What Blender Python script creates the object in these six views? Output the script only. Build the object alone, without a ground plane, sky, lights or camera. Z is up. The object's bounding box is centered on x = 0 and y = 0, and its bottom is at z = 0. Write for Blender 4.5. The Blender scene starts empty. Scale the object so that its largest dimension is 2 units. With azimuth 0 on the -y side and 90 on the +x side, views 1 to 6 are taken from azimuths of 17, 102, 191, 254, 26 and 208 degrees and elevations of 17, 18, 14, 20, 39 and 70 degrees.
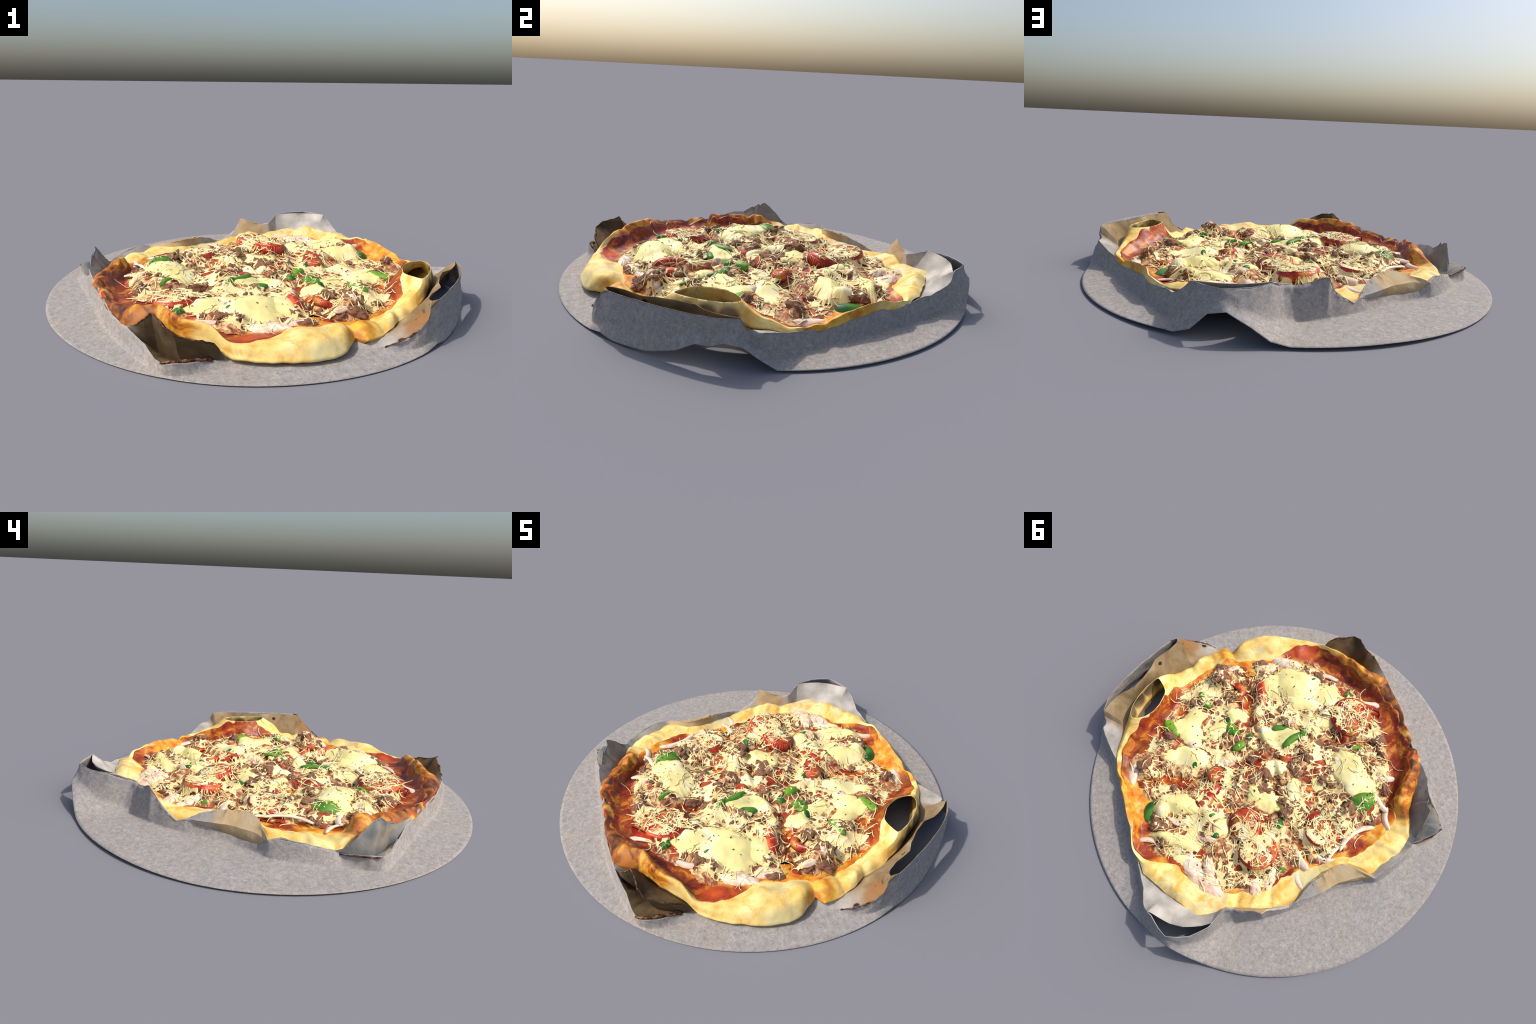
"""Home-made pizza in crumpled baking paper: procedural model.
Every outline is a profile described by azimuth (degrees, 0 = +x, 90 = +y), radius and height (metres)."""
import bpy, bmesh, math, random
import numpy as np
from mathutils import Vector, Matrix, noise
from mathutils.bvhtree import BVHTree

rng = np.random.default_rng(7)
random.seed(7)
noise.seed_set(7)
TOP = 0.187          # height at which everything is trimmed flat
N = 720              # azimuth steps of the lofts

# ------------------------------------------------------------------ profiles
def loop(rows):
    """rows of (azimuth, value, value...) -> function of azimuth array, periodic and linear"""
    a = np.array(rows, float)
    az = np.mod(a[:, 0], 360.0)
    o = np.argsort(az, kind="stable")
    az, v = az[o], a[o, 1:]
    az = np.r_[az[-1] - 360, az, az[0] + 360]
    v = np.vstack([v[-1], v, v[0]])
    return lambda q: np.stack([np.interp(np.mod(q, 360.0), az, v[:, k]) for k in range(v.shape[1])], -1)

def smooth(v, s):
    """circular gaussian smoothing of a sampled loop, s in degrees"""
    if s <= 0: return v
    n = len(v); k = np.arange(n); d = np.minimum(k, n - k) * 360.0 / n
    g = np.exp(-0.5 * (d / s) ** 2); g /= g.sum()
    return np.real(np.fft.ifft(np.fft.fft(v, axis=0) * np.fft.fft(g)[:, None], axis=0))

SHEET_EDGE = [(-180, .006), (-150, .002), (-120, .003), (-60, .003), (-40, .002), (-30, .004), (-26, .014), (-22, .002),
              (-12, .01), (-5, .043), (-1, .082), (2, .08), (5, .097), (9, .088), (12, .05), (16, .006), (27, .006),
              (42, .007), (60, .008), (75, .014), (77, .012), (81, .035), (85, .103), (89, .117), (94, .072), (98, .026),
              (102, .01), (124, .013), (146, .006), (160, .006)]
FOOT = [(-180, .83, .012), (-174, .868, .012), (-168, .925, .012), (-160, .868, .012), (-150, .812, .014), (-140, .79, .014),
        (-130, .80, .014), (-120, .832, .014), (-110, .874, .014), (-104, .908, .014), (-99, .94, .012), (-95, .978, .010),
        (-91, .993, .008), (-88, .985, .010), (-84, .945, .010), (-80, .885, .010), (-76, .865, .012), (-70, .865, .012),
        (-60, .882, .012), (-52, .872, .012), (-47, .85, .012), (-42, .882, .012), (-39, .905, .012), (-36, .935, .013),
        (-33, .962, .014), (-30, .982, .020), (-26, .980, .05), (-16, .978, .06), (-8, .980, .085), (-3, .983, .115),
        (5, .989, .13), (8.6, .985, .12), (10.3, .958, .09), (11.6, .958, .08), (12.6, .974, .065), (16, .958, .03), (20, .918, .018), (28, .862, .018), (36, .832, .018),
        (48, .815, .018), (60, .842, .018), (66, .868, .02), (71, .905, .025), (76, .958, .05), (80, .965, .08), (84, .977, .135),
        (88, .98, .145), (92, .957, .115), (95, .925, .08), (98, .86, .05), (101, .785, .03), (105, .76, .016), (112, .738, .014),
        (118, .71, .014), (125, .69, .014), (133, .675, .014), (143, .662, .014), (150, .672, .014), (156, .70, .014),
        (163, .757, .014), (170, .785, .012), (176, .805, .012)]
PAPER_LIP = [(-177, .799, .053), (-174, .845, .064), (-171, .893, .079), (-168, .908, .073), (-166, .887, .071), (-161, .846, .063),
             (-157, .824, .073), (-152, .803, .10), (-147, .787, .11), (-144, .775, .098), (-141, .768, .088), (-135, .772, .106),
             (-129, .779, .088), (-123.5, .801, .107), (-117, .824, .087), (-110, .855, .088), (-106, .878, .10), (-102, .902, .09),
             (-98, .925, .078), (-94, .966, .052), (-91, .99, .05), (-89, .985, .058), (-86, .945, .05), (-83, .885, .034),
             (-79, .85, .018), (-75, .84, .012), (-60, .85, .012), (-50, .845, .012), (-45, .82, .014), (-42, .87, .018),
             (-39, .889, .022), (-37, .914, .038), (-34, .934, .057), (-32, .962, .08), (-29, .976, .125), (-27, .967, .165),
             (-24, .974, .187), (-16, .968, .187), (-8, .974, .187), (-2, .983, .187), (4, .989, .187), (8, .976, .187),
             (9.3, .978, .145), (10.3, .957, .138), (11.6, .958, .132), (12.4, .966, .128), (14, .948, .123), (17.5, .909, .108), (20, .88, .095), (22, .858, .085), (26, .844, .082), (28, .825, .075),
             (35, .804, .083), (43, .785, .095), (48, .786, .10), (59, .812, .093), (62, .822, .09), (65, .834, .10), (71, .871, .108),
             (75, .916, .139), (76.5, .925, .15), (78.5, .925, .187), (80, .925, .187), (84, .949, .187), (87, .961, .187),
             (90, .936, .187), (93, .906, .187), (95, .871, .187), (97, .837, .187), (97.8, .811, .180), (98.5, .757, .157),
             (100, .728, .155), (103, .716, .147), (105, .718, .151), (109, .712, .162), (112, .709, .178), (114, .718, .180),
             (115.5, .70, .14), (117, .694, .116), (118.5, .692, .10), (122, .685, .075), (125, .674, .055), (129, .66, .066),
             (132, .645, .058), (143, .632, .048), (149, .645, .045), (154, .669, .045), (159, .702, .05), (162, .735, .085),
             (166, .743, .10), (173, .769, .092), (-179, .797, .066)]
# second ridge behind the lip (standing flaps) and the trough between: azimuth, r trough, z trough, r ridge, z ridge
RIDGE_WEST = [(-177.5, .797, .05, .795, .053), (-175, .80, .025, .80, .072), (-171, .808, .012, .808, .130), (-168, .806, .012, .808, .168),
              (-166.4, .808, .012, .814, .187), (-165.2, .802, .012, .808, .183), (-164.3, .796, .014, .794, .168), (-163.4, .796, .014, .795, .181), (-162, .80, .016, .804, .156),
              (-159, .79, .025, .806, .146), (-157, .812, .05, .80, .13), (-152, .80, .095, .798, .13), (-147, .785, .108, .782, .122)]
RIDGE_SOUTH = [(-106, .876, .098, .872, .105), (-103, .87, .04, .886, .120), (-100, .855, .014, .890, .155), (-98, .845, .010, .877, .185),
               (-96, .855, .010, .892, .176), (-93, .88, .010, .930, .168), (-90, .888, .010, .945, .143), (-87.5, .88, .012, .926, .127),
               (-84.5, .87, .014, .912, .120), (-82, .87, .03, .88, .095), (-80, .845, .018, .84, .03)]
RIDGE_NORTH = [(128, .66, .067, .658, .068), (130, .652, .072, .643, .078), (133, .65, .075, .615, .098), (139, .648, .082, .583, .115), (145, .642, .086, .57, .122), (149, .642, .086, .566, .126),
               (153, .655, .086, .572, .128), (156, .668, .086, .59, .122), (158, .68, .084, .615, .113), (160, .70, .08, .67, .104), (162, .73, .085, .725, .092)]
RIDGE_EAST = [(-26.5, .96, .185, .94, .182), (-24, .955, .225, .933, .187), (-22, .95, .23, .926, .187), (-16, .95, .23, .93, .187), (-13, .945, .23, .909, .187), (-8, .94, .23, .898, .187),
              (-3, .945, .23, .904, .187), (0, .965, .225, .938, .187), (2, .972, .22, .95, .187), (5, .978, .21, .964, .187), (8, .974, .19, .971, .187)]
RIDGE_NORTH_EAST = [(78.5, .923, .188, .921, .187), (80, .92, .20, .915, .187), (83, .925, .225, .909, .187), (86, .93, .23, .903, .187), (90, .91, .23, .883, .187),
                    (95, .857, .215, .841, .187), (97.5, .818, .188, .812, .187)]
# where the paper meets the outside of the crust
CRUST_FOOT = [(180, .753, .047), (-177, .758, .045), (-170, .738, .03), (-165, .722, .03), (-160, .722, .045), (-152, .74, .075), (-147, .76, .095), (-144, .767, .085),
              (-141, .762, .075), (-135, .764, .085), (-129, .772, .07), (-123.5, .79, .085), (-117, .812, .07), (-110, .835, .065),
               (-106, .832, .07), (-102, .805, .07), (-95, .808, .065), (-90, .82, .06), (-85, .828, .05), (-82, .83, .03), (-78, .838, .014), (-72, .838, .012),
              (-62, .852, .012), (-53, .848, .012), (-49, .835, .012), (-46, .815, .014), (-43.5, .80, .03), (-42, .845, .03), (-37, .85, .045), (-32, .84, .05),
              (-27, .818, .045), (-19, .838, .06), (-15, .852, .08), (-11, .862, .09), (-6, .866, .09), (-1, .872, .09), (6, .866, .09),
              (14, .856, .085), (20, .858, .07), (22, .85, .068), (26, .838, .066), (35, .798, .07), (43, .779, .08), (48, .78, .085), (59, .806, .078),
              (62, .816, .08), (67, .825, .09), (68, .819, .09), (76, .803, .095), (81, .793, .095), (88, .80, .098), (91, .80, .10),
              (95, .772, .10), (98, .745, .095), (100, .718, .09), (104, .702, .085), (109, .69, .08), (114, .68, .075), (119, .672, .072),
              (125, .655, .045), (129, .638, .05), (133, .61, .062), (139, .578, .072), (149, .562, .078), (155, .57, .08), (158, .592, .08), (160, .63, .075), (162, .69, .065),
              (166, .703, .06), (173, .725, .058)]
CRUST_CREST = [(-81, .842, .115), (-84, .812, .138), (-87, .811, .148), (-93, .803, .156), (-101, .768, .165), (-104, .774, .16),
               (-110, .788, .144), (-118, .797, .126), (-123, .796, .112), (-128, .775, .110), (-134, .76, .119), (-140, .757, .120),
               (-147, .728, .131), (-152, .707, .132), (-161, .669, .140), (-165, .66, .138), (-167, .69, .118), (-169, .722, .098), (-173, .735, .085), (-178, .742, .08),
               (180, .738, .08), (176, .695, .085), (171, .669, .088), (165, .66, .09), (161, .645, .09), (158, .585, .092), (152, .552, .092), (145, .553, .085), (139, .56, .08), (132, .595, .07),
               (125, .635, .07), (119, .655, .086), (115, .652, .099), (109, .675, .098), (104, .693, .10), (99, .714, .107),
               (94, .747, .107), (89, .773, .117), (85, .757, .128), (79, .756, .130), (73, .767, .123), (66, .78, .113), (62, .81, .10),
               (59, .81, .115), (50, .783, .127), (43, .777, .125), (36, .788, .111), (30, .81, .101), (26, .835, .102), (22, .848, .095),
               (19, .845, .095), (15, .832, .126), (13, .828, .136), (10, .818, .152), (7, .803, .182), (5, .797, .215), (2, .795, .25), (-3, .780, .265),
               (-8, .79, .26), (-10.5, .812, .215), (-11.5, .82, .19), (-14, .83, .16), (-17, .82, .132), (-20, .803, .098), (-27, .80, .092), (-33, .815, .095),
               (-38, .80, .092), (-41, .795, .10), (-43.2, .775, .075), (-44.5, .775, .082), (-47, .785, .108), (-51, .784, .118), (-56, .795, .115),
               (-62, .805, .105), (-68, .825, .092), (-73, .842, .085), (-78, .852, .092)]
CRUST_BULGE = [(-82, .004), (-79, .02), (-74, .042), (-62, .046), (-52, .044), (-48, .036), (-45, .01), (-41, .012), (-22, .008), (-14, -.004), (10, -.006), (20, .003),
               (60, .004), (90, .006), (180, .012), (-160, .016), (-130, .012), (-100, .016), (-88, .01)]
TOE = [(28, .770, .066), (20, .790, .071), (10, .690, .090), (0, .668, .105), (-10, .690, .095), (-20, .745, .066), (-30, .745, .066), (-40, .730, .071),
       (-50, .700, .076), (-60, .700, .076), (-70, .750, .071), (-76, .790, .071), (-82, .780, .074), (-87, .745, .074), (-95, .735, .074), (-104, .715, .074),
       (-113, .710, .074), (-123, .725, .074), (-130, .700, .064), (-140, .682, .064), (-150, .660, .064), (-160, .630, .064), (-166, .610, .064),
       (-171, .660, .066), (-176, .630, .066), (177, .610, .066), (169, .600, .066), (160, .550, .066), (152, .515, .066), (141, .500, .066), (134, .490, .066),
       (125, .505, .066), (119, .540, .066), (105, .590, .071), (98, .640, .071), (90, .665, .076), (80, .665, .090), (73, .665, .090), (68, .700, .085),
       (63, .755, .080), (57, .755, .080), (49, .730, .080), (42, .720, .066), (36, .735, .066)]
SAUCE_REACH = [(28, .85), (20, .8), (10, .75), (5, .65), (-3, .55), (-12, .45), (-20, .2), (-30, .12), (-38, .3), (-43, .8), (-46, .3), (-55, .05), (-62, .08),
               (-67, .45), (-71, .85), (-78, .95), (-82, .7), (-88, .6), (-95, .65), (-104, .64), (-112, .6), (-120, .72), (-130, .7),
               (-136, .9), (-141, .62), (-150, .74), (-158, .6), (-166, .5), (-172, .3), (180, .2), (165, .15), (150, .05), (130, .1), (118, .3), (105, .05),
               (98, .2), (90, .05), (80, .1), (70, .15), (64, .6), (58, .9), (50, .85), (43, .55), (38, .8), (33, .6)]
PILE = [(28, .73), (23, .78), (17, .735), (10, .70), (3, .69), (-5, .675), (-11, .715), (-17, .725), (-27, .725), (-34, .73), (-39, .72), (-46, .685),
        (-54, .682), (-61, .69), (-69, .715), (-76, .715), (-82, .72), (-87, .667), (-95, .675), (-104, .675), (-113, .65), (-120, .655), (-126, .648),
        (-135, .63), (-143, .618), (-150, .625), (-157, .61), (-166, .60), (-171, .60), (-175, .58), (177, .504), (164, .53), (151, .505),
        (141, .49), (136, .49), (126, .50), (119, .533), (114, .59), (103, .60), (98, .64), (89, .645), (77, .64), (70, .67), (63, .715),
        (57, .70), (49, .68), (42, .634), (36, .68)]

AZ = np.arange(N) * 360.0 / N
jag = np.array([noise.noise(Vector((math.cos(a) * 28, math.sin(a) * 28, 3.1))) + .6 * noise.noise(Vector((math.cos(a) * 70, math.sin(a) * 70, 9.1))) for a in np.radians(AZ)])

edge = loop(SHEET_EDGE)(AZ)[:, 0]
foot = smooth(loop(FOOT)(AZ), .8)
lip = loop(PAPER_LIP)(AZ)
is_slot = (lip[:, 1] > .18)
lip[:, 1] = np.where(is_slot, lip[:, 1], np.maximum(lip[:, 1] + .005 * jag * np.clip(lip[:, 1] / .08 - .3, 0, 1), .012))
lip[:, 1] = np.minimum(lip[:, 1], .187)
plain = []
zones = [RIDGE_WEST, RIDGE_SOUTH, RIDGE_NORTH, RIDGE_EAST, RIDGE_NORTH_EAST]
def in_zone(a):
    return any(z[0][0] - .6 <= b <= z[-1][0] + .6 for z in [sorted(z) for z in zones] for b in (a, a - 360))
for i in range(0, N, 2):
    if not in_zone(AZ[i]):
        r, z = lip[i]
        plain.append((AZ[i], r - .003, z, r - .006, z - .003))
ridge = loop(plain + sum(zones, []))(AZ)
ridge[:, 3] += np.where((ridge[:, 3] < .18) & (np.abs(ridge[:, 3] - lip[:, 1]) > .01), .005 * jag, 0)
wfoot = loop(CRUST_FOOT)(AZ)
crest = smooth(loop(CRUST_CREST)(AZ), .7)
bulge = smooth(loop(CRUST_BULGE)(AZ), 1.5)[:, 0]
toe = smooth(loop(TOE)(AZ), 1.5)
reach = loop(SAUCE_REACH)(AZ)[:, 0]
pile = smooth(loop(PILE)(AZ), .8)[:, 0] + .022

# ------------------------------------------------------------------ materials
def col(*rgb):
    """sRGB 0-255 -> linear"""
    return tuple(((c / 255) / 12.92 if c / 255 < .04045 else ((c / 255 + .055) / 1.055) ** 2.4) for c in rgb) + (1,)

class Mat:
    def __init__(s, name, rough=.6, spec=.35):
        s.m = bpy.data.materials.new(name); s.m.use_nodes = True
        s.t = s.m.node_tree; s.n = s.t.nodes; s.l = s.t.links
        s.b = s.n["Principled BSDF"]
        s.b.inputs["Roughness"].default_value = rough
        s.b.inputs["Specular IOR Level"].default_value = spec
        s.obj = s.n.new("ShaderNodeTexCoord").outputs["Object"]
    def link(s, a, b):
        if hasattr(a, "is_linked"): s.l.new(a, b)
        else: b.default_value = a
    def mapping(s, scale, rot=(0, 0, 0), loc=(0, 0, 0)):
        m = s.n.new("ShaderNodeMapping"); s.l.new(s.obj, m.inputs[0])
        m.inputs["Scale"].default_value = scale; m.inputs["Rotation"].default_value = rot; m.inputs["Location"].default_value = loc
        return m.outputs[0]
    def noise(s, scale, detail=3, rough=.55, dist=0., vec=None, off=0.):
        n = s.n.new("ShaderNodeTexNoise"); n.noise_dimensions = "4D"
        s.l.new(vec or s.obj, n.inputs["Vector"]); n.inputs["W"].default_value = off
        n.inputs["Scale"].default_value = scale; n.inputs["Detail"].default_value = detail
        n.inputs["Roughness"].default_value = rough; n.inputs["Distortion"].default_value = dist
        return n.outputs["Fac"]
    def voronoi(s, scale, feature="F1", vec=None):
        n = s.n.new("ShaderNodeTexVoronoi"); n.feature = feature
        s.l.new(vec or s.obj, n.inputs["Vector"]); n.inputs["Scale"].default_value = scale
        return n.outputs["Distance"]
    def ramp(s, fac, *stops):
        r = s.n.new("ShaderNodeValToRGB"); s.link(fac, r.inputs[0]); e = r.color_ramp.elements
        while len(e) < len(stops): e.new(.5)
        for k, (p, c) in enumerate(stops):
            e[k].position = p; e[k].color = c if hasattr(c, "__len__") else (c, c, c, 1)
        return r.outputs[0]
    def math(s, op, a, b=0., c=0., clamp=False):
        n = s.n.new("ShaderNodeMath"); n.operation = op; n.use_clamp = clamp
        s.link(a, n.inputs[0]); s.link(b, n.inputs[1]); s.link(c, n.inputs[2])
        return n.outputs[0]
    def mix(s, fac, a, b, mode="MIX"):
        n = s.n.new("ShaderNodeMix"); n.data_type = "RGBA"; n.blend_type = mode
        s.link(fac, n.inputs[0]); s.link(a, n.inputs[6]); s.link(b, n.inputs[7])
        return n.outputs[2]
    def spot(s, centre, radius, ragged=.5, scale=9, soft=.35, squash=(1, 1, 1)):
        """soft ragged patch round a point of the object: 1 inside, 0 outside"""
        d = s.n.new("ShaderNodeVectorMath"); d.operation = "SUBTRACT"; s.l.new(s.obj, d.inputs[0]); d.inputs[1].default_value = centre
        q = s.n.new("ShaderNodeVectorMath"); q.operation = "MULTIPLY"; s.l.new(d.outputs[0], q.inputs[0]); q.inputs[1].default_value = squash
        L = s.n.new("ShaderNodeVectorMath"); L.operation = "LENGTH"; s.l.new(q.outputs[0], L.inputs[0])
        w = s.math("ADD", s.math("DIVIDE", L.outputs["Value"], radius), s.math("MULTIPLY", s.math("SUBTRACT", s.noise(scale, 4, .6, off=centre[0] * 7), .5), ragged * 2))
        m = s.n.new("ShaderNodeMapRange"); m.interpolation_type = "SMOOTHSTEP"
        s.l.new(w, m.inputs[0]); m.inputs[1].default_value = 1 - soft; m.inputs[2].default_value = 1 + soft * .3
        m.inputs[3].default_value = 1; m.inputs[4].default_value = 0
        return m.outputs[0]
    def spots(s, lst, **k):
        out = None
        for c, r in lst:
            x = s.spot(c, r, **k); out = x if out is None else s.math("MAXIMUM", out, x)
        return out
    def bump(s, h, dist=.003, strength=.6):
        b = s.n.new("ShaderNodeBump"); b.inputs["Strength"].default_value = strength; b.inputs["Distance"].default_value = dist
        s.link(h, b.inputs["Height"]); s.l.new(b.outputs[0], s.b.inputs["Normal"])
    def done(s, color):
        s.link(color, s.b.inputs["Base Color"]); return s.m

def rand(m):
    return m.n.new("ShaderNodeObjectInfo").outputs["Random"]

def paper_material(name, brown=False):
    m = Mat(name, .85, .15)
    grain = m.noise(52, 4, .6, .6)
    fine = m.noise(170, 2, .6, off=4)
    g = m.math("ADD", m.math("MULTIPLY", grain, .55), m.math("MULTIPLY", fine, .45))
    c = m.ramp(g, (.30, col(122, 119, 117)), (.46, col(150, 146, 143)), (.57, col(165, 160, 158)), (.72, col(190, 184, 181)))
    tint = m.noise(3.5, 2, off=2)
    c = m.mix(m.ramp(tint, (.35, 0), (.65, 1)), c, m.mix(1, c, (1.05, 1.0, .93, 1), "MULTIPLY"))
    specks = m.ramp(m.voronoi(16), (.03, 1), (.05, 0))
    c = m.mix(m.math("MULTIPLY", specks, .5), c, col(90, 88, 90))
    if brown:
        fold = m.noise(7, 4, .6, .6)
        smear = m.noise(10, 3, .5, off=8)
        tan = m.ramp(fold, (.3, col(98, 78, 52)), (.5, col(138, 116, 84)), (.7, col(172, 152, 120)))
        pale = m.ramp(smear, (.3, col(140, 136, 130)), (.5, col(178, 172, 164)), (.7, col(205, 198, 190)))
        steel = m.ramp(smear, (.3, col(95, 98, 102)), (.5, col(130, 130, 128)), (.68, col(160, 148, 128)))
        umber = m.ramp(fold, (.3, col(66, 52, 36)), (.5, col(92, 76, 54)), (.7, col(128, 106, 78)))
        c = m.mix(.45, c, pale)
        c = m.mix(m.spots([((.88, -.16, .13), .42)], ragged=.22, scale=5), c, tan)
        c = m.mix(m.spots([((.10, .88, .13), .22), ((.90, .24, .11), .09)], ragged=.3), c, pale)
        c = m.mix(m.spots([((-.78, -.16, .10), .22)], ragged=.3), c, steel)
        c = m.mix(m.spots([((-.24, .68, .12), .10), ((-.55, .27, .08), .17)], ragged=.35, scale=5), c, m.ramp(fold, (.3, col(150, 122, 84)), (.6, col(190, 166, 128)), (.75, col(196, 184, 162))))
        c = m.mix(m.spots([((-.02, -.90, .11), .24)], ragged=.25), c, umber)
        c = m.mix(m.math('MULTIPLY', m.spots([((.83, -.47, .09), .07)], ragged=.4), .7), c, col(150, 104, 60))
        burn = m.spots([((.80, -.44, .12), .016), ((.885, -.28, .16), .014), ((.87, -.26, .16), .012), ((.82, -.44, .15), .018), ((.76, -.53, .05), .016)], ragged=.9, scale=22)
        c = m.mix(burn, c, col(60, 42, 24))
    crease = m.noise(26, 4, .65, 1.2, off=5)
    m.bump(m.math("ADD", m.math("MULTIPLY", g, .3), m.math("MULTIPLY", crease, .7)), .006, .5)
    return m.done(c)

def crust_material():
    m = Mat("baked_dough", .55, .3)
    base = m.ramp(m.noise(9, 4, .6, .3), (.30, col(206, 158, 80)), (.43, col(236, 200, 114)), (.58, col(248, 222, 142)), (.75, col(246, 232, 178)))
    pale = m.ramp(m.noise(5, 2, off=3), (.55, 0), (.68, .55))
    c = m.mix(pale, base, col(206, 208, 172))
    gold = m.ramp(m.noise(14, 4, .65, .6, off=6), (.50, 0), (.64, .8))
    c = m.mix(gold, c, col(228, 164, 54))
    toast = m.spots([((-.52, -.58, .11), .24), ((-.66, -.30, .12), .22), ((-.16, -.78, .14), .22), ((-.30, -.80, .09), .2)], ragged=.45, scale=7)
    c = m.mix(toast, c, m.ramp(m.noise(13, 5, .65, 1.0, off=2), (.32, col(104, 52, 22)), (.43, col(166, 90, 26)), (.53, col(214, 142, 44)), (.66, col(234, 190, 96))))
    char = m.spots([((-.43, -.665, .11), .13), ((-.56, -.50, .12), .07), ((-.33, -.74, .125), .09), ((-.62, -.40, .13), .05), ((-.2, -.80, .10), .08)], ragged=.6, scale=8)
    c = m.mix(char, c, m.ramp(m.noise(12, 4, .55, 1.2, off=9), (.34, col(66, 38, 28)), (.48, col(112, 60, 28)), (.62, col(176, 108, 42))))
    ember = m.spots([((-.60, -.45, .10), .035), ((-.52, -.60, .10), .035)], ragged=.8, scale=16)
    c = m.mix(ember, c, col(172, 62, 24))
    olive = m.spots([((.60, .52, .09), .14), ((.72, .38, .08), .09), ((.62, -.53, .08), .07), ((.59, -.56, .06), .06)], ragged=.5, scale=10)
    c = m.mix(m.math("MULTIPLY", olive, .85), c, m.ramp(m.noise(17, 3, off=1), (.4, col(190, 110, 20)), (.6, col(236, 178, 40))))
    c = m.mix(m.spots([((.855, -.02, .13), .055), ((.855, .06, .13), .05), ((.85, -.10, .13), .045), ((.865, -.175, .12), .05)], ragged=.15), c, m.ramp(m.noise(9, 3, off=3), (.35, col(104, 84, 58)), (.65, col(150, 128, 94))))
    m.bump(m.noise(40, 4, .6), .004, .45)
    return m.done(c)

def sauce_material():
    m = Mat("tomato_sauce", .42, .4)
    a = m.noise(11, 5, .62, .9)
    c = m.ramp(a, (.28, col(84, 22, 10)), (.40, col(132, 36, 14)), (.49, col(172, 72, 20)), (.57, col(210, 126, 34)), (.70, col(234, 178, 70)))
    red = m.spots([((-.62, -.30, .08), .26), ((-.42, -.62, .08), .24), ((-.1, -.72, .08), .24), ((.74, .28, .08), .16), ((.70, -.08, .1), .13), ((.28, .78, .08), .0 + .05), ((.42, .65, .08), .12)], ragged=.5)
    c = m.mix(m.math("MULTIPLY", red, .75), c, m.ramp(m.noise(13, 5, .65, 1.2, off=5), (.34, col(70, 16, 8)), (.46, col(118, 28, 12)), (.54, col(156, 62, 18)), (.60, col(208, 142, 40)), (.72, col(188, 104, 30))))
    gold = m.spots([((.20, -.70, .08), .0 + .06), ((.45, -.60, .08), .16), ((-.48, .33, .06), .17), ((-.68, .0, .06), .15), ((.62, .46, .09), .14), ((.66, -.36, .07), .16), ((-.05, .62, .07), .12)], ragged=.5)
    c = m.mix(m.math("MULTIPLY", gold, .75), c, m.ramp(m.noise(20, 4, .6, off=3), (.36, col(206, 92, 16)), (.52, col(234, 160, 40)), (.64, col(244, 212, 112))))
    pool = m.spots([((.24, -.77, .06), .10)], ragged=.25)
    c = m.mix(pool, c, m.ramp(m.noise(22, 3, off=7), (.35, col(150, 44, 14)), (.65, col(196, 82, 26))))
    seeds = m.ramp(m.voronoi(34), (.05, 1), (.09, 0))
    c = m.mix(m.math("MULTIPLY", seeds, .35), c, col(84, 20, 8))
    m.bump(m.noise(45, 4, .6), .003, .4)
    return m.done(c)

def filling_material():
    """the packed layer of tuna flakes, melted cheese and sauce under the loose pieces"""
    m = Mat("tuna_and_cheese_filling", .6, .3)
    v = m.mapping((1, 1, 1), (0, 0, .5))
    f = m.noise(17, 4, .62, 1.8, vec=v)
    c = m.ramp(f, (.32, col(48, 24, 16)), (.41, col(104, 58, 38)), (.49, col(168, 116, 82)), (.57, col(222, 184, 126)), (.68, col(244, 224, 160)))
    red = m.ramp(m.noise(7, 4, .6, .8, off=4), (.50, 0), (.58, .95))
    c = m.mix(red, c, m.ramp(m.noise(22, 3, off=2), (.38, col(110, 24, 10)), (.6, col(180, 64, 28))))
    dark = m.ramp(m.noise(38, 3, .6, 1, off=8), (.30, .9), (.37, 0))
    c = m.mix(dark, c, col(54, 36, 28))
    m.bump(m.noise(60, 4, .65, 1.0), .006, .6)
    return m.done(c)

def tuna_material():
    m = Mat("tuna_flesh", .62, .3)
    fib = m.noise(30, 4, .65, 1.2, vec=m.mapping((1, 4.5, 4.5)))
    c = m.ramp(fib, (.28, col(70, 40, 30)), (.42, col(132, 84, 62)), (.56, col(186, 136, 106)), (.72, col(230, 190, 152)))
    c = m.mix(m.ramp(rand(m), (0, .6), (.6, 0)), c, col(168, 132, 92))
    m.bump(fib, .008, .7)
    return m.done(c)

def cheese_material(name, a, b, d, scale):
    m = Mat(name, .5, .35)
    c = m.ramp(m.noise(scale, 4, .55, .5), (.30, a), (.5, b), (.68, d))
    tint = m.ramp(rand(m), (.0, 0), (1, .25))
    c = m.mix(tint, c, col(246, 226, 150))
    m.b.inputs["Subsurface Weight"].default_value = .08
    m.b.inputs["Subsurface Radius"].default_value = (.02, .012, .006)
    m.bump(m.noise(scale * 3, 3, .6), .004, .35)
    return m.done(c)

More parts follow.
